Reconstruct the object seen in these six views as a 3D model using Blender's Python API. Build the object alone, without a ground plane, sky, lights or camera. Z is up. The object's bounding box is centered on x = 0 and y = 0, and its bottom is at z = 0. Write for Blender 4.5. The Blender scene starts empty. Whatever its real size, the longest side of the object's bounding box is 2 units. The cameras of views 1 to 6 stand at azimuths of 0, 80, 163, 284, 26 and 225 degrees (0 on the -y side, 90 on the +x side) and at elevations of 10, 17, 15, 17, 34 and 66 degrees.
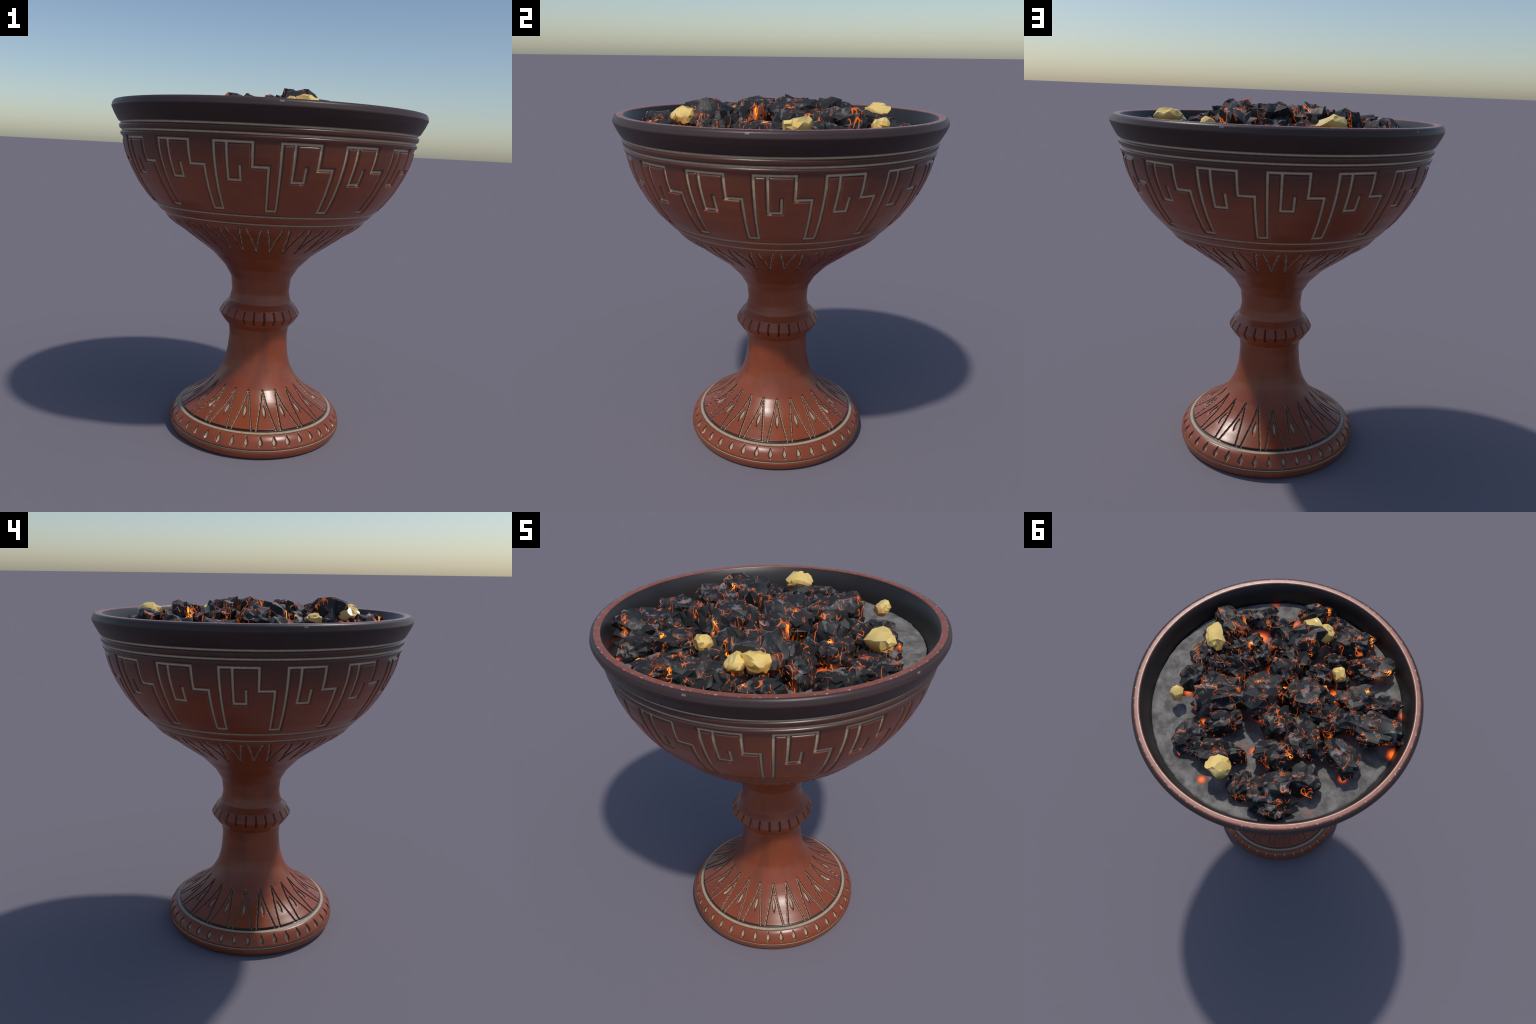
"""Footed clay incense bowl with incised, lime-filled ornament, an ash bed,
glowing charcoal and lumps of golden resin.  Everything is generated from a
turned profile, pattern rules and seeded noise."""
import bpy, bmesh, math, random
import numpy as np
from mathutils import Vector, noise as mnoise

RNG = random.Random(7)

# =====================================================================
# 1. Two back ends for the same pattern formulas: numpy (to carve the
#    surface) and shader nodes (to colour what was carved)
# =====================================================================
class NP:
    abs = staticmethod(np.abs)
    sin = staticmethod(np.sin)
    sqrt = staticmethod(lambda a: np.sqrt(np.maximum(a, 0)))
    min = staticmethod(np.minimum)
    max = staticmethod(np.maximum)

    @staticmethod
    def wrap(x, lo, hi):
        return (x - lo) % (hi - lo) + lo

    @staticmethod
    def sstep(x, e0, e1):
        t = np.clip((x - e0) / (e1 - e0), 0, 1)
        return t * t * (3 - 2 * t)

    @staticmethod
    def interp(x, xs, ys):
        return np.interp(x, xs, ys)


class Expr:
    """A float socket of a node tree with arithmetic on it."""
    def __init__(self, tree, sock):
        self.t, self.s = tree, sock

    def _op(self, op, *args):
        n = self.t.nodes.new("ShaderNodeMath")
        n.operation = op
        for i, a in enumerate(args):
            if isinstance(a, Expr):
                self.t.links.new(a.s, n.inputs[i])
            else:
                n.inputs[i].default_value = float(a)
        return Expr(self.t, n.outputs[0])

    def __add__(self, o): return self._op("ADD", self, o)
    __radd__ = __add__
    def __sub__(self, o): return self._op("SUBTRACT", self, o)
    def __rsub__(self, o): return self._op("SUBTRACT", o, self)
    def __mul__(self, o): return self._op("MULTIPLY", self, o)
    __rmul__ = __mul__
    def __truediv__(self, o): return self._op("DIVIDE", self, o)
    def __rtruediv__(self, o): return self._op("DIVIDE", o, self)
    def __neg__(self): return self._op("MULTIPLY", self, -1)


class ND:
    @staticmethod
    def abs(a): return a._op("ABSOLUTE", a)
    @staticmethod
    def sin(a): return a._op("SINE", a)
    @staticmethod
    def sqrt(a): return a._op("SQRT", a._op("MAXIMUM", a, 0.0))
    @staticmethod
    def min(a, b):
        e = a if isinstance(a, Expr) else b
        return e._op("MINIMUM", a, b)
    @staticmethod
    def max(a, b):
        e = a if isinstance(a, Expr) else b
        return e._op("MAXIMUM", a, b)
    @staticmethod
    def wrap(x, lo, hi): return x._op("WRAP", x, hi, lo)

    @staticmethod
    def _range(x, a, b, c, d, kind):
        n = x.t.nodes.new("ShaderNodeMapRange")
        n.interpolation_type = kind
        n.clamp = True
        x.t.links.new(x.s, n.inputs[0])
        for i, v in zip((1, 2, 3, 4), (a, b, c, d)):
            n.inputs[i].default_value = float(v)
        return Expr(x.t, n.outputs[0])

    @staticmethod
    def sstep(x, e0, e1):
        if e0 < e1:
            return ND._range(x, e0, e1, 0, 1, "SMOOTHSTEP")
        return ND._range(x, e1, e0, 1, 0, "SMOOTHSTEP")

    @staticmethod
    def interp(x, xs, ys):
        total = None
        for i in range(len(xs) - 1):
            part = ND._range(x, xs[i], xs[i + 1], 0, ys[i + 1] - ys[i], "LINEAR")
            total = part if total is None else total + part
        return total + float(ys[0])


# =====================================================================
# 2. Turned profile (radius, height), from the foot up over the rim
# =====================================================================
FOOT = [(0.0, 0.012), (0.40, 0.012), (0.470, 0.004), (0.488, 0.0), (0.502, 0.004), (0.513, 0.017), (0.5185, 0.032), (0.5205, 0.052), (0.518, 0.070),
        (0.510, 0.088), (0.500, 0.105), (0.486, 0.120), (0.465, 0.135), (0.443, 0.150), (0.419, 0.165), (0.396, 0.180), (0.372, 0.195),
        (0.349, 0.210), (0.328, 0.225), (0.310, 0.240), (0.294, 0.255), (0.266, 0.285), (0.252, 0.300)]
STEM_LOW = [(0.252, 0.300), (0.233, 0.330), (0.216, 0.360), (0.203, 0.388), (0.189, 0.440), (0.181, 0.490), (0.1745, 0.580), (0.182, 0.632)]
COLLAR = [(0.182, 0.632), (0.198, 0.650), (0.212, 0.665), (0.242, 0.712), (0.215, 0.758), (0.184, 0.788)]
STEM_HIGH = [(0.184, 0.788), (0.1715, 0.846), (0.180, 0.928), (0.221, 0.997), (0.298, 1.077)]
BOWL = [(0.298, 1.077), (0.354, 1.119), (0.439, 1.180), (0.479, 1.210), (0.527, 1.240), (0.562, 1.268), (0.587, 1.298), (0.632, 1.342), (0.688, 1.40),
        (0.740, 1.472), (0.780, 1.545), (0.804, 1.600), (0.818, 1.640), (0.827, 1.678), (0.831, 1.705), (0.842, 1.729), (0.844, 1.745),
        (0.848, 1.760), (0.851, 1.780), (0.853, 1.797)]
RIM = [(0.853, 1.797), (0.862, 1.811), (0.880, 1.844), (0.8930, 1.875), (0.8870, 1.898), (0.879, 1.9062), (0.868, 1.9088), (0.843, 1.9088), (0.8365, 1.9055)]
INSIDE = [(0.8365, 1.9055), (0.829, 1.893), (0.818, 1.872), (0.806, 1.840), (0.796, 1.805), (0.788, 1.770), (0.772, 1.720), (0.742, 1.650), (0.68, 1.55),
          (0.55, 1.43), (0.30, 1.33), (0.0, 1.31)]
# row spacing (m) and softening (m) along each stretch
STRETCH = [("foot", FOOT, .0030, .005), ("lower_stem", STEM_LOW, .009, .006), ("collar", COLLAR, .0026, .0030),
           ("upper_stem", STEM_HIGH, .009, .006), ("bowl", BOWL, .0032, .004), ("rim", RIM, .0035, .0014), ("bowl_lining", INSIDE, .016, .006)]
AROUND = 1440


def resample():
    pts, part, soft, step = [], [], [], []
    for k, (name, pl, ds, sm) in enumerate(STRETCH):
        pl = np.array(pl, float)
        if name == "foot":
            pl_dense_from = 2
        seg = np.linalg.norm(np.diff(pl, axis=0), axis=1)
        s = np.concatenate([[0], np.cumsum(seg)])
        n = max(4, int(round(s[-1] / .001)))
        q = np.linspace(0, s[-1], n + 1)
        xy = np.stack([np.interp(q, s, pl[:, 0]), np.interp(q, s, pl[:, 1])], 1)
        if k < len(STRETCH) - 1:
            xy = xy[:-1]
        pts.append(xy)
        part += [k] * len(xy)
        soft += [sm] * len(xy)
        step += [ds] * len(xy)
    p, part, soft, step = np.vstack(pts), np.array(part), np.array(soft), np.array(step)
    # soften the corners: average along the profile, wider where the turner left it soft
    out = p.copy()
    for i in range(1, len(p) - 1):
        w = int(3 * soft[i] / .001)
        w = min(w, i, len(p) - 1 - i)
        j = np.arange(-w, w + 1)
        g = np.exp(-.5 * (j * .001 / soft[i]) ** 2)
        out[i] = (p[i - w:i + w + 1] * g[:, None]).sum(0) / g.sum()
    # choose rows: flat underside and bowl bottom need few
    rows, acc = [0], 0.0
    for i in range(1, len(out)):
        acc += np.linalg.norm(out[i] - out[i - 1])
        d = step[i]
        if part[i] == 0 and out[i, 0] < .45 and out[i, 1] < .02:
            d = .06
        last = i == len(out) - 1
        border = part[i] != part[i - 1]
        if acc >= d or last or border:
            rows.append(i)
            acc = 0.0
    return out[rows], part[rows]


PROFILE, PART = resample()
PROFILE[:, 1] -= np.clip(.10 - PROFILE[:, 1], 0, .1) / .1 * PROFILE[:, 1].min()
outer = [i for i in range(len(PROFILE)) if PART[i] < 5 and PROFILE[i, 1] > .02]
OZ, OR = PROFILE[outer, 1], PROFILE[outer, 0]

# =====================================================================
# 3. Incised ornament: signed distance (m) from the middle of each cut
# =====================================================================
MEANDER_PHASE, MEANDER_PERIOD = 3.9, 22.5
Z_TOP, Z_STEP, Z_HOOK, Z_TOOTH = 1.7095, 1.597, 1.532, 1.383


def d_meander(M, th, z):
    deg = .0138
    x = M.wrap(th - MEANDER_PHASE, -6.0, 16.5)

    def vert(cx, z0, z1):
        return M.max(M.abs(x - cx) * deg, M.abs(z - (z0 + z1) / 2) - (z1 - z0) / 2)

    def hori(cz, x0, x1):
        return M.max(M.abs(z - cz), (M.abs(x - (x0 + x1) / 2) - (x1 - x0) / 2) * deg)
    d = vert(0.0, Z_TOOTH, Z_TOP)
    for e in (vert(-4.0, Z_TOOTH, Z_STEP), hori(Z_TOOTH, -4.0, 0.0), hori(Z_TOP, 0.0, 13.05), vert(13.05, Z_STEP, Z_TOP),
              hori(Z_STEP, 13.05, 20.0), hori(Z_STEP, -8.0, -4.0), vert(4.4, Z_HOOK, Z_TOP), hori(Z_HOOK, 4.4, 8.75), vert(8.75, Z_HOOK, Z_STEP)):
        d = M.min(d, e)
    return d


def d_rings(M, z, heights):
    d = M.abs(z - heights[0])
    for h in heights[1:]:
        d = M.min(d, M.abs(z - h))
    return d


V_TOP, V_APEX = 1.278, 1.127


def d_vees(M, th, z):
    x = M.wrap(th - 5.43, -5.625, 5.625)
    wob = M.sin(z * 330.0 + x * 2.0) * .0012 + M.sin(z * 143.0 + th * 1.7) * .0012
    line = M.abs((M.abs(x) - (z - V_APEX) * (3.86 / (V_TOP - V_APEX))) * .0083 + wob)
    return M.max(line, M.max(z - V_TOP, V_APEX - z) * 1.5)


COLLAR_PHASE = 7.0


def d_notches(M, th, z):
    x = M.wrap(th - COLLAR_PHASE, -7.5, 7.5)
    return M.max(M.abs(x) * .0042, (M.abs(z - .714) - .0365) * 2.2)


A_PERIOD, A_APEX, A_FOOT = 18.0, .3055, .1385
zs_ = np.linspace(.09, .33, 13)
rs_ = np.interp(zs_, OZ, OR)
FLARE_Z, FLARE_R = [float(v) for v in zs_], [float(v) for v in rs_]
R_APEX, R_FOOT = float(np.interp(A_APEX, zs_, rs_)), float(np.interp(A_FOOT, zs_, rs_))


def d_darts(M, th, z):
    """narrow inverted V from the ring of the foot up the flare, 20 of them"""
    x = M.wrap(th + 9.2, -A_PERIOD / 2, A_PERIOD / 2)
    r = M.interp(z, FLARE_Z, FLARE_R)
    wob = M.sin(r * 300.0 + x * 3.0) * .0008 + M.sin(r * 520.0 + th * 1.3) * .0007
    half = (1.0 - R_APEX / r) * (7.28 / (1 - R_APEX / R_FOOT))
    line = M.abs((M.abs(x) - half) * r * .01745 + wob)
    return M.max(line, M.max((A_FOOT - z) * 1.5, (z - A_APEX) * 2.0))


def d_dart_drops(M, th, z):
    x = M.wrap(th + 9.2, -A_PERIOD / 2, A_PERIOD / 2)
    r = M.interp(z, FLARE_Z, FLARE_R)
    u = M.abs(r - .351) / .032
    return (M.abs(x) * .00612 / .0082 + u * u - 1.0) * .0082


def d_band_drops(M, th, z):
    x = M.wrap(th - 4.35, -4.5, 4.5)
    u = M.abs(z - .094) / (.0195 + (z - .094) * .20)
    return (M.abs(x) * .0089 / .0105 + u * M.sqrt(u) - 1.0) * .0105


RING_FOOT, RING_LOW = .1380, .0545
TOP_RINGS, LOW_RINGS = (1.789, 1.7485), (1.3495, 1.3045)

# =====================================================================
# 4. Carve
# =====================================================================
NROW = len(PROFILE)
theta = np.linspace(0, 2 * np.pi, AROUND, endpoint=False)
TH = np.degrees(np.arctan2(np.sin(theta), np.cos(theta)))[None, :].repeat(NROW, 0)
RR = PROFILE[:, 0][:, None].repeat(AROUND, 1)
ZZ = PROFILE[:, 1][:, None].repeat(AROUND, 1)
tan = np.gradient(PROFILE, axis=0)
tan /= np.linalg.norm(tan, axis=1)[:, None] + 1e-9
radial_share = np.clip(np.abs(tan[:, 1]), .5, 1)[:, None]      # how much the surface faces sideways


def cut(d, depth, flat, wide):
    return depth * NP.sstep(d, wide, flat)


depth = np.zeros_like(RR)
isb, isf, isc = (PART == 4)[:, None], (PART == 0)[:, None], (PART == 2)[:, None]
dm = d_meander(NP, TH, ZZ)
depth = np.maximum(depth, isb * cut(dm, .0105, .003, .0135))
depth = np.maximum(depth, isb * cut(d_rings(NP, ZZ, TOP_RINGS), .010, .002, .012))
depth = np.maximum(depth, isb * cut(d_rings(NP, ZZ, LOW_RINGS), .0075, .002, .010))
depth = np.maximum(depth, isb * cut(d_vees(NP, TH, ZZ), .0080, .0015, .0075))
depth = np.maximum(depth, isc * cut(d_notches(NP, TH, ZZ), .0090, .0008, .0085))
depth = np.maximum(depth, isf * cut(d_darts(NP, TH, ZZ), .0080, .0012, .0062) * (ZZ > .128))
depth = np.maximum(depth, isf * cut(d_dart_drops(NP, TH, ZZ), .0075, -.003, .003) * (ZZ > .15))
depth = np.maximum(depth, isf * cut(np.abs(ZZ - RING_FOOT), .0090, .001, .0095))
depth = np.maximum(depth, isf * cut(d_band_drops(NP, TH, ZZ), .0120, -.005, .0065))
depth = np.maximum(depth, isf * cut(np.abs(ZZ - RING_LOW), .0050, .001, .0085) * (RR > .3))
R2 = RR - depth / radial_share
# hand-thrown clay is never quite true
R2 *= 1 + .0012 * np.sin(2 * theta + .7)[None, :] * (RR > .3)
POS = np.stack([R2 * np.cos(theta), R2 * np.sin(theta), ZZ], -1)
d_th = np.roll(POS, -1, 1) - np.roll(POS, 1, 1)
d_s = np.gradient(POS, axis=0)
NRM = np.cross(d_th, d_s)
NRM /= np.linalg.norm(NRM, axis=-1, keepdims=True) + 1e-12
NRM[0], NRM[-1] = (0, 0, -1), (0, 0, 1)


def link(ob, parent=None):
    bpy.context.scene.collection.objects.link(ob)
    if parent is not None:
        ob.parent = parent
    return ob


def mesh_from_arrays(name, co, quads, normals=None):
    me = bpy.data.meshes.new(name)
    me.vertices.add(len(co))
    me.vertices.foreach_set("co", np.ascontiguousarray(co, np.float32).ravel())
    me.loops.add(quads.size)
    me.loops.foreach_set("vertex_index", np.ascontiguousarray(quads, np.int32).ravel())
    me.polygons.add(len(quads))
    me.polygons.foreach_set("loop_start", np.arange(len(quads), dtype=np.int32) * quads.shape[1])
    me.polygons.foreach_set("loop_total", np.full(len(quads), quads.shape[1], np.int32))
    me.update(calc_edges=True)
    me.polygons.foreach_set("use_smooth", np.ones(len(quads), bool))
    if normals is not None:
        me.normals_split_custom_set_from_vertices(np.ascontiguousarray(normals, np.float32).reshape(-1, 3).tolist())
    return me


def ring_quads(n_rows, n):
    i, j = np.meshgrid(np.arange(n_rows - 1), np.arange(n), indexing="ij")
    k = (j + 1) % n
    return np.stack([i * n + j, i * n + k, (i + 1) * n + k, (i + 1) * n + j], -1).reshape(-1, 4)


# =====================================================================
# 5. Materials
# =====================================================================
def new_mat(name):
    m = bpy.data.materials.new(name)
    m.use_nodes = True
    t = m.node_tree
    t.nodes.clear()
    out = t.nodes.new("ShaderNodeOutputMaterial")
    b = t.nodes.new("ShaderNodeBsdfPrincipled")
    t.links.new(b.outputs[0], out.inputs[0])
    return m, t, b


def coords(t):
    n = t.nodes.new("ShaderNodeTexCoord")
    sep = t.nodes.new("ShaderNodeSeparateXYZ")
    t.links.new(n.outputs["Object"], sep.inputs[0])
    return n.outputs["Object"], [Expr(t, s) for s in sep.outputs]


def tex_noise(t, vec, scale, detail=3, rough=.5, distort=0.0):
    n = t.nodes.new("ShaderNodeTexNoise")
    n.inputs["Scale"].default_value = scale
    n.inputs["Detail"].default_value = detail
    n.inputs["Roughness"].default_value = rough
    n.inputs["Distortion"].default_value = distort
    if vec is not None:
        t.links.new(vec, n.inputs["Vector"])
    return Expr(t, n.outputs[0])


def mix(t, fac, a, b):
    n = t.nodes.new("ShaderNodeMix")
    n.data_type = "RGBA"
    for key, v in ((0, fac), (6, a), (7, b)):
        if isinstance(v, Expr):
            t.links.new(v.s, n.inputs[key])
        elif isinstance(v, bpy.types.NodeSocket):
            t.links.new(v, n.inputs[key])
        elif key == 0:
            n.inputs[0].default_value = v
        else:
            n.inputs[key].default_value = (*v, 1)
    return n.outputs[2]


def feed(t, x, sock):
    if isinstance(x, Expr):
        t.links.new(x.s, sock)
    else:
        t.links.new(x, sock)


CLAY, CLAY_DARK = (.285, .065, .023), (.235, .050, .018)
SOOT, LIME, GROOVE_DARK = (.046, .0220, .0185), (.45, .350, .240), (.048, .022, .013)


def clay_material(kind):
    m, t, b = new_mat("terracotta_" + kind)
    vec, (x, y, z) = coords(t)
    th = y._op("ARCTAN2", y, x) * 57.29578
    big = tex_noise(t, vec, 2.2, 4)
    fine = tex_noise(t, vec, 38, 4, .6)
    col = mix(t, ND.sstep(big, .35, .68), CLAY, CLAY_DARK)
    col = mix(t, ND.sstep(fine, .55, .8) * .12, col, (.32, .085, .040))
    rough = ND.sstep(big, .3, .8) * .06 + .28
    # faint darker streaks drawn out along the height
    stretch = t.nodes.new("ShaderNodeMapping")
    stretch.inputs["Scale"].default_value = (1, 1, .10)
    t.links.new(vec, stretch.inputs["Vector"])
    streak = tex_noise(t, stretch.outputs[0], 15, 3, .55)
    col = mix(t, ND.sstep(streak, .45, .72) * (.55 if kind in ("stem", "collar") else .35), col, (.165, .042, .021))
    cuts = []                                    # (distance, half width of lime, width of dark line)
    if kind == "bowl":
        soot = ND.sstep(z + (big - .5) * .08, 1.46, 1.79)
        col = mix(t, soot * .86, col, SOOT)
        cuts = [(ND.min(d_meander(ND, th, z), ND.min(d_rings(ND, z, TOP_RINGS) + .0010, d_rings(ND, z, LOW_RINGS) + .0020)), .0068, .0112, .62),
                (d_vees(ND, th, z), .0040, .0072, .8)]
        lime_dim = 1.22
    elif kind == "foot":
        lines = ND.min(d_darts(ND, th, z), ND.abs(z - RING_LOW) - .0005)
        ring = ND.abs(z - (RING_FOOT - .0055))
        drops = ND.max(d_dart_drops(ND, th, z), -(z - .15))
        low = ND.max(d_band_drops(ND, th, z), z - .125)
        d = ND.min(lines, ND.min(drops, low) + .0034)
        cuts = [(d, .0028, .0070, .88), (ring, .0025, .0040, .85), (ND.abs(z - RING_FOOT - .0030), -.001, .0092, .9)]  # last entry paints the shadow under the ring groove's upper edge
        lime_dim = 1.0
    elif kind == "collar":
        cuts = [(d_notches(ND, th, z), -.001, .0036, .85)]
        lime_dim = 1.0
    grain = tex_noise(t, vec, 55, 3)
    for d, w_lime, w_dark, dark_share in reversed(cuts):
        col = mix(t, ND.sstep(d, w_dark, w_dark * .62) * dark_share, col, GROOVE_DARK)
        if w_lime > 0:
            lime = mix(t, ND.sstep(grain, .3, .7), tuple(c * .86 * lime_dim for c in LIME), tuple(c * 1.05 * lime_dim for c in LIME))
            col = mix(t, ND.sstep(d, w_lime * 1.25, w_lime * .35), col, lime)
            rough = rough + ND.sstep(d, w_lime * 1.1, w_lime * .7) * .25
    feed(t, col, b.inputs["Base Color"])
    feed(t, rough, b.inputs["Roughness"])
    b.inputs["Specular IOR Level"].default_value = .5
    return m


def rim_material():
    m, t, b = new_mat("smoked_rim")
    vec, (x, y, z) = coords(t)
    r = ND.sqrt(x * x + y * y)
    big = tex_noise(t, vec, 3.0, 4)
    fine = tex_noise(t, vec, 40, 4, .6)
    col = mix(t, ND.sstep(big, .35, .7), (.044, .0225, .0200), (.035, .0185, .0165))
    col = mix(t, ND.sstep(z, 1.866, 1.878) * .30, col, (.085, .062, .066))
    # worn red lip on the flat top
    lip = ND.sstep(r, .874, .868) * ND.sstep(z, 1.898, 1.904)
    wear = tex_noise(t, vec, 26, 4, .6)
    col = mix(t, lip, col, mix(t, ND.sstep(wear, .35, .7), (.26, .064, .034), (.31, .095, .058)))
    # chipped lime specks strung along both edges of the lip
    edge = ND.max(ND.sstep(ND.abs(r - .868), .0050, .0022), ND.sstep(ND.abs(r - .8445), .0030, .0012) * .5)
    speck = tex_noise(t, vec, 60, 1, .5)
    spots = edge * ND.sstep(speck, .63, .67) * ND.sstep(z, 1.898, 1.903)
    col = mix(t, spots, col, (.50, .42, .33))
    dark = edge * ND.sstep(speck, .36, .32) * ND.sstep(z, 1.898, 1.903)
    col = mix(t, dark * .7, col, (.05, .025, .02))
    # a few pale chips on the outer bevel
    th = y._op("ARCTAN2", y, x) * 57.29578
    for a in (-87.3, -19.5, 58.6, -149.9, 120.0):
        dd = ND.max(ND.abs(th - a) * .0155 - .009, ND.abs(z - 1.895) - .0035)
        col = mix(t, ND.sstep(dd, .002, -.001) * .55, col, (.34, .30, .27))
    feed(t, col, b.inputs["Base Color"])
    feed(t, ND.sstep(fine, .3, .8) * .07 + .36 - lip * .05, b.inputs["Roughness"])
    feed(t, lip * .25 + .32, b.inputs["Specular IOR Level"])
    return m


def lining_material():
    m, t, b = new_mat("soot_blackened_lining")
    vec, (x, y, z) = coords(t)
    big = tex_noise(t, vec, 4.0, 4)
    col = mix(t, ND.sstep(big, .35, .7), (.026, .021, .020), (.018, .0155, .015))
    feed(t, col, b.inputs["Base Color"])
    b.inputs["Roughness"].default_value = .42
    return m


# hot spots where coals lie on the ash: x, y, radius, strength
EMBERS = [(.421, -.280, .085, 1.0), (.38, -.22, .06, .9), (-.125, .334, .048, .8), (-.039, .682, .045, .9), (-.221, -.290, .085, 1.0), (-.637, .090, .045, .9),
          (-.742, -.242, .060, 1.0), (.463, .330, .050, .9), (.541, -.540, .050, .5), (-.615, -.489, .045, .7), (-.636, .384, .050, .25),
          (-.060, .367, .070, .22), (.240, .408, .040, .9), (.05, -.60, .05, .6), (.33, -.52, .06, .8), (0., .12, .08, .8), (-.25, .05, .08, .8), (.18, -.15, .08, .8)]


def ash_material():
    m, t, b = new_mat("grey_ash")
    vec, (x, y, z) = coords(t)
    n1 = tex_noise(t, vec, 14, 5, .62)
    n2 = tex_noise(t, vec, 60, 3, .6)
    col = mix(t, ND.sstep(n1, .32, .70), (.125, .119, .113), (.275, .262, .247))
    col = mix(t, ND.sstep(n2, .45, .75) * .25, col, (.07, .066, .064))
    heat = None
    for ex, ey, er, es in EMBERS:
        dd = ND.sqrt((x - ex) * (x - ex) + (y - ey) * (y - ey)) + (n1 - .5) * (er * .5)
        h = ND.sstep(dd, er, er * .1) * es
        heat = h if heat is None else ND.max(heat, h)
    col = mix(t, heat * .8, col, (.10, .02, .006))
    feed(t, col, b.inputs["Base Color"])
    b.inputs["Roughness"].default_value = .9
    b.inputs["Specular IOR Level"].default_value = .2
    feed(t, mix(t, ND.sstep(heat, .2, 1.0), (1, .10, .012), (1, .19, .025)), b.inputs["Emission Color"])
    feed(t, heat * heat * 1.15, b.inputs["Emission Strength"])
    bump = t.nodes.new("ShaderNodeBump")
    bump.inputs["Strength"].default_value = .35
    bump.inputs["Distance"].default_value = .01
    feed(t, n1, bump.inputs["Height"])
    t.links.new(bump.outputs[0], b.inputs["Normal"])
    return m


def coal_material():
    m, t, b = new_mat("glowing_charcoal")
    tc = t.nodes.new("ShaderNodeTexCoord")
    info = t.nodes.new("ShaderNodeObjectInfo")
    mp = t.nodes.new("ShaderNodeMapping")
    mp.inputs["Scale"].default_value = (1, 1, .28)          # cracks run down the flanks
    t.links.new(tc.outputs["Object"], mp.inputs["Vector"])
    rnd = Expr(t, info.outputs["Random"])
    comb = t.nodes.new("ShaderNodeCombineXYZ")
    for i, k in enumerate((37.0, 91.0, 53.0)):
        feed(t, rnd * k, comb.inputs[i])
    add = t.nodes.new("ShaderNodeVectorMath")
    t.links.new(mp.outputs[0], add.inputs[0])
    t.links.new(comb.outputs[0], add.inputs[1])
    vec = add.outputs[0]
    # warp for the crack lines
    wn = t.nodes.new("ShaderNodeTexNoise")
    wn.inputs["Scale"].default_value = 22
    wn.inputs["Detail"].default_value = 2
    t.links.new(vec, wn.inputs["Vector"])
    sc = t.nodes.new("ShaderNodeVectorMath")
    sc.operation = "SCALE"
    sc.inputs["Scale"].default_value = .028
    t.links.new(wn.outputs["Color"], sc.inputs[0])
    wv = t.nodes.new("ShaderNodeVectorMath")
    t.links.new(vec, wv.inputs[0])
    t.links.new(sc.outputs[0], wv.inputs[1])

    def cracks(scale, width):
        v = t.nodes.new("ShaderNodeTexVoronoi")
        v.feature = "DISTANCE_TO_EDGE"
        v.inputs["Scale"].default_value = scale
        t.links.new(wv.outputs[0], v.inputs["Vector"])
        return ND.sstep(Expr(t, v.outputs["Distance"]), width, width * .25)
    pick1 = ND.sstep(tex_noise(t, vec, 13, 1), .51, .58)
    pick2 = ND.sstep(tex_noise(t, vec, 22, 1), .55, .62)
    hot = ND.sstep(tex_noise(t, vec, 11, 1), .64, .78)

    def strokes(scale, width, seed):
        """curling open strokes: level line of a smooth noise, broken by a mask"""
        shift = t.nodes.new("ShaderNodeVectorMath")
        shift.inputs[1].default_value = (seed, seed * 2.3, 0)
        t.links.new(wv.outputs[0], shift.inputs[0])
        return ND.sstep(ND.abs(tex_noise(t, shift.outputs[0], scale, 1.0) - .5), width, width * .3)
    c1 = strokes(14, .0135, 3.1) * pick1
    c2 = ND.max(strokes(24, .0155, 8.7) * pick2, cracks(18, .026) * pick2 * .7)
    c3 = ND.max(cracks(44, .075), strokes(36, .05, 1.0)) * hot
    line = ND.max(ND.max(c1 * .85, c2 * .7), c3)
    glow = ND.sstep(tex_noise(t, vec, 13, 2), .62, .76)
    ashn = ND.sstep(tex_noise(t, vec, 18, 4, .6), .56, .68)
    body = mix(t, ND.sstep(tex_noise(t, vec, 16, 3), .3, .7), (.017, .0175, .018), (.026, .026, .026))
    body = mix(t, ashn * .85, body, (.21, .20, .195))
    body = mix(t, glow * .6, body, (.22, .085, .05))
    body = mix(t, line, body, (.22, .045, .008))
    feed(t, body, b.inputs["Base Color"])
    b.inputs["Roughness"].default_value = .52
    b.inputs["Specular IOR Level"].default_value = .33
    feed(t, mix(t, ND.sstep(line * (hot + .35), .4, 1.1), (1, .175, .012), (1, .40, .025)), b.inputs["Emission Color"])
    feed(t, line * (hot * 1.5 + ND.sstep(tex_noise(t, vec, 9, 1), .35, .7) * .45 + .42) + glow * .09, b.inputs["Emission Strength"])
    return m


def resin_material():
    m, t, b = new_mat("golden_resin")
    vec, (x, y, z) = coords(t)
    n = tex_noise(t, vec, 14, 3)
    col = mix(t, ND.sstep(n, .3, .7), (.88, .60, .165), (.92, .68, .25))
    under = ND.sstep(z + (n - .5) * .03, .034, -.036)       # orange glow of the coals below, tinted into the underside
    col = mix(t, under * .9, col, (.62, .25, .035))
    feed(t, col, b.inputs["Base Color"])
    b.inputs["Roughness"].default_value = .17
    b.inputs["Subsurface Weight"].default_value = .15
    b.inputs["Subsurface Radius"].default_value = (.04, .02, .006)
    b.inputs["Subsurface Scale"].default_value = .5
    return m


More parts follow.
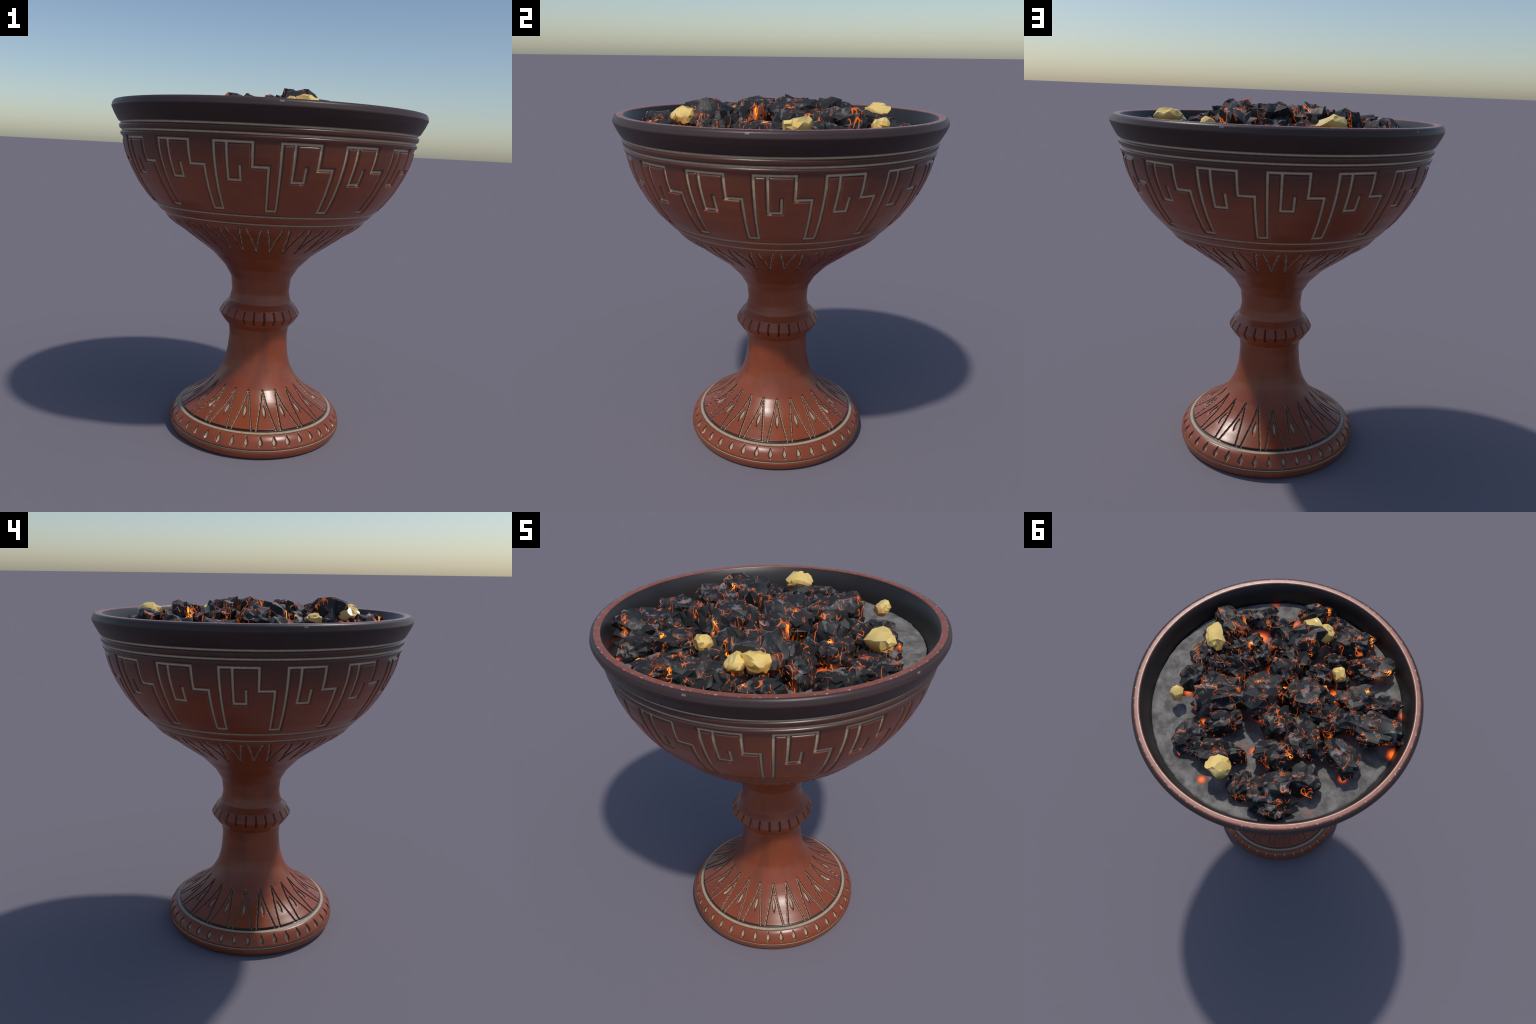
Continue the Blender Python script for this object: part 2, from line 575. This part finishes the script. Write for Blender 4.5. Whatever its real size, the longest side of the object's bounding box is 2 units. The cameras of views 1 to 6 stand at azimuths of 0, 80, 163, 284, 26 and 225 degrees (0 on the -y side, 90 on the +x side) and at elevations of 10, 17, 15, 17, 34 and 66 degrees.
# =====================================================================
# 6. The bowl on its foot
# =====================================================================
vessel = link(bpy.data.objects.new("incense_bowl", None))
vessel.location = (-.001, -.0005, 0)
vessel["label"] = "Footed terracotta incense bowl with incised cream meander pattern"
vessel["category"] = "incense burner"
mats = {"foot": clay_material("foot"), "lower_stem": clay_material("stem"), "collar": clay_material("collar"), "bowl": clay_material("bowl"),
        "rim": rim_material(), "bowl_lining": lining_material()}
mats["upper_stem"] = mats["lower_stem"]
for k, (name, *_rest) in enumerate(STRETCH):
    rows = np.where(PART == k)[0]
    last = min(rows[-1] + 1, NROW - 1)
    sl = slice(rows[0], last + 1)
    n_rows = last + 1 - rows[0]
    me = mesh_from_arrays(name, POS[sl].reshape(-1, 3), ring_quads(n_rows, AROUND), NRM[sl])
    me.materials.append(mats[name])
    link(bpy.data.objects.new(name, me), vessel)

# =====================================================================
# 7. Ash bed
# =====================================================================
ASH_Z = 1.772
na, nr = 320, 70
rows = []
ang = np.linspace(0, 2 * np.pi, na, endpoint=False)
radii = list(np.linspace(.004, .782, nr)) + [.790, .792]
co = []
for i, rr in enumerate(radii):
    for a in ang:
        px, py = rr * math.cos(a), rr * math.sin(a)
        h = mnoise.noise(Vector((px * 6, py * 6, 1.3))) * .007 + mnoise.noise(Vector((px * 20, py * 20, 4.1))) * .0055 + mnoise.noise(Vector((px * 48, py * 48, 9.1))) * .0022 + .010 * px + .005 * py
        edge = 1 - .010 * max(0, mnoise.noise(Vector((math.cos(a) * 9, math.sin(a) * 9, 2.2)))) * (rr / .79) ** 6
        zz = ASH_Z + h
        if i == nr:
            zz -= .012
        if i == nr + 1:
            zz = 1.735
        co.append((px * edge, py * edge, zz))
me = mesh_from_arrays("ash_bed", np.array(co), ring_quads(len(radii), na)[:, [0, 3, 2, 1]][:, ::-1])
bm = bmesh.new()
bm.from_mesh(me)
bm.verts.ensure_lookup_table()
bm.faces.new([bm.verts[j] for j in range(na)])
bm.faces.new([bm.verts[(len(radii) - 1) * na + j] for j in range(na)])
bmesh.ops.recalc_face_normals(bm, faces=bm.faces)
bm.to_mesh(me)
bm.free()
me.materials.append(ash_material())
ash = link(bpy.data.objects.new("ash_bed", me))
ash["label"] = "Flat bed of grey wood ash with glowing patches"
ash["category"] = "ash"
ash["kind"] = "stuff"

# =====================================================================
# 8. Charcoal: x, y, top height, half length, half width, turn
# =====================================================================
COALS = [
    (.643, -.201, 1.885, .157, .101, 180), (.505, -.383, 1.880, .098, .090, -136), (.255, -.642, 1.910, .125, .081, -136),
    (.345, -.405, 1.915, .085, .066, -124), (-.040, -.638, 1.920, .159, .110, -142), (.558, .043, 1.890, .136, .103, -112),
    (.401, -.137, 1.905, .103, .073, -112), (.180, -.375, 1.996, .175, .121, -124), (-.079, -.449, 1.895, .090, .060, -136),
    (-.277, -.579, 1.880, .138, .084, -130), (.503, .238, 1.890, .113, .077, -95), (.309, .008, 1.955, .112, .077, -136),
    (.358, .179, 1.895, .094, .070, -136), (.250, .238, 1.965, .178, .115, -124), (.060, .049, 1.995, .131, .142, -136),
    (.074, -.159, 1.980, .098, .093, -136), (-.140, -.117, 1.985, .159, .130, -136), (-.076, -.293, 1.935, .087, .076, -136),
    (-.195, -.367, 1.870, .059, .053, -136), (-.352, -.331, 1.905, .132, .086, -130), (-.512, -.439, 1.890, .099, .072, -136),
    (-.595, -.262, 1.930, .182, .118, -153), (-.344, -.113, 1.965, .118, .101, -136), (-.150, .130, 1.995, .111, .095, -158),
    (.122, .338, 1.925, .113, .077, -113), (.198, .547, 1.900, .119, .102, -86), (-.010, .510, 1.925, .165, .092, -141),
    (-.329, .113, 1.960, .110, .105, -136), (-.261, .302, 1.980, .107, .101, -136), (-.547, .013, 1.915, .138, .094, 175),
    (-.383, .462, 1.940, .128, .117, -136), (-.490, .289, 1.925, .102, .113, -104), (-.243, .554, 1.880, .078, .092, -136),
    (-.480, .516, 1.885, .140, .080, -136),
    (.100, -.270, 1.960, .100, .090, 20), (.285, -.175, 1.905, .092, .080, 60), (.105, -.655, 1.915, .088, .072, 10),
    (.620, -.050, 1.875, .075, .068, 80), (.565, -.315, 1.880, .078, .062, 120), (.440, .075, 1.910, .078, .070, 40),
    (-.265, .015, 1.930, .082, .072, 0), (-.460, -.220, 1.910, .085, .072, 30), (-.200, -.520, 1.890, .070, .060, 75)]


def rock(name, seed, half, facets, rough, cuts, flat_top=None):
    """a lump: sphere cut by random planes, roughened, then reduced to coarse facets"""
    rng = random.Random(seed)
    bm = bmesh.new()
    bmesh.ops.create_icosphere(bm, subdivisions=4, radius=1)
    planes = []
    for _ in range(cuts):
        n = Vector((rng.gauss(0, 1), rng.gauss(0, 1), rng.gauss(0, 1))).normalized()
        planes.append((n, rng.uniform(.58, .88)))
    if flat_top:
        planes.append((Vector((rng.uniform(-.25, .25), rng.uniform(-.25, .25), 1)).normalized(), flat_top))
    off = Vector((rng.uniform(0, 99), rng.uniform(0, 99), rng.uniform(0, 99)))
    for v in bm.verts:
        p = v.co.copy()
        for n, d in planes:
            k = p.dot(n)
            if k > d:
                p -= n * (k - d)
        q = p.normalized()
        amp = rough * (mnoise.noise(q * 1.7 + off) * 1.0 + mnoise.noise(q * 3.6 + off) * .75 + mnoise.noise(q * 7.0 + off) * .52)
        v.co = p * (1 + amp)
    xs = [v.co for v in bm.verts]
    lo = [min(c[i] for c in xs) for i in range(3)]
    hi = [max(c[i] for c in xs) for i in range(3)]
    for v in bm.verts:
        v.co = Vector([((v.co[i] - lo[i]) / (hi[i] - lo[i]) * 2 - 1) * half[i] for i in range(3)])
    me = bpy.data.meshes.new(name)
    bm.to_mesh(me)
    bm.free()
    ob = bpy.data.objects.new(name, me)
    bpy.context.scene.collection.objects.link(ob)
    dec = ob.modifiers.new("facets", "DECIMATE")
    dec.ratio = facets / len(me.polygons)
    dg = bpy.context.evaluated_depsgraph_get()
    me2 = bpy.data.meshes.new_from_object(ob.evaluated_get(dg))
    ob.modifiers.clear()
    ob.data = me2
    me2.name = name
    bpy.data.meshes.remove(me)
    return ob


coal_mat = coal_material()
for i, (x, y, top, a, b_, turn) in enumerate(COALS):
    base = 1.745
    hz = (top - base) / 2
    grow = 1.12 if math.hypot(x, y) < .5 else 1.07
    ob = rock("charcoal", 100 + i, (a * grow, b_ * grow, hz), 380, .30, 5, .78)
    ob.location = (x, y, base + hz)
    ob.rotation_euler = (0, 0, math.radians(turn))
    ob.data.materials.append(coal_mat)
    for p in ob.data.polygons:
        p.use_smooth = True
    ob.data.set_sharp_from_angle(angle=math.radians(27))
    ob["label"] = "Black faceted charcoal lump with glowing orange cracks"
    ob["category"] = "charcoal"

# =====================================================================
# 9. Resin lumps: x, y, z, half sizes, turn
# =====================================================================
RESIN = [(.580, -.028, 1.890, .098, .064, .056, -40), (.182, -.520, 1.910, .068, .054, .052, 10), (.092, -.532, 1.892, .060, .064, .058, -20),
         (-.173, -.375, 1.885, .054, .048, .040, 0), (.452, .412, 1.880, .048, .046, .045, 0), (-.096, .586, 1.900, .080, .072, .058, 30)]
resin_mat = resin_material()
for i, (x, y, z, a, b_, c, turn) in enumerate(RESIN):
    ob = rock("resin_lump", 500 + i, (a, b_, c), 170, .17, 5)
    ob.location = (x, y, z)
    ob.rotation_euler = (0, 0, math.radians(turn))
    ob.data.materials.append(resin_mat)
    for p in ob.data.polygons:
        p.use_smooth = True
    ob.data.set_sharp_from_angle(angle=math.radians(30))
    ob["label"] = "Golden translucent lump of frankincense resin"
    ob["category"] = "resin"
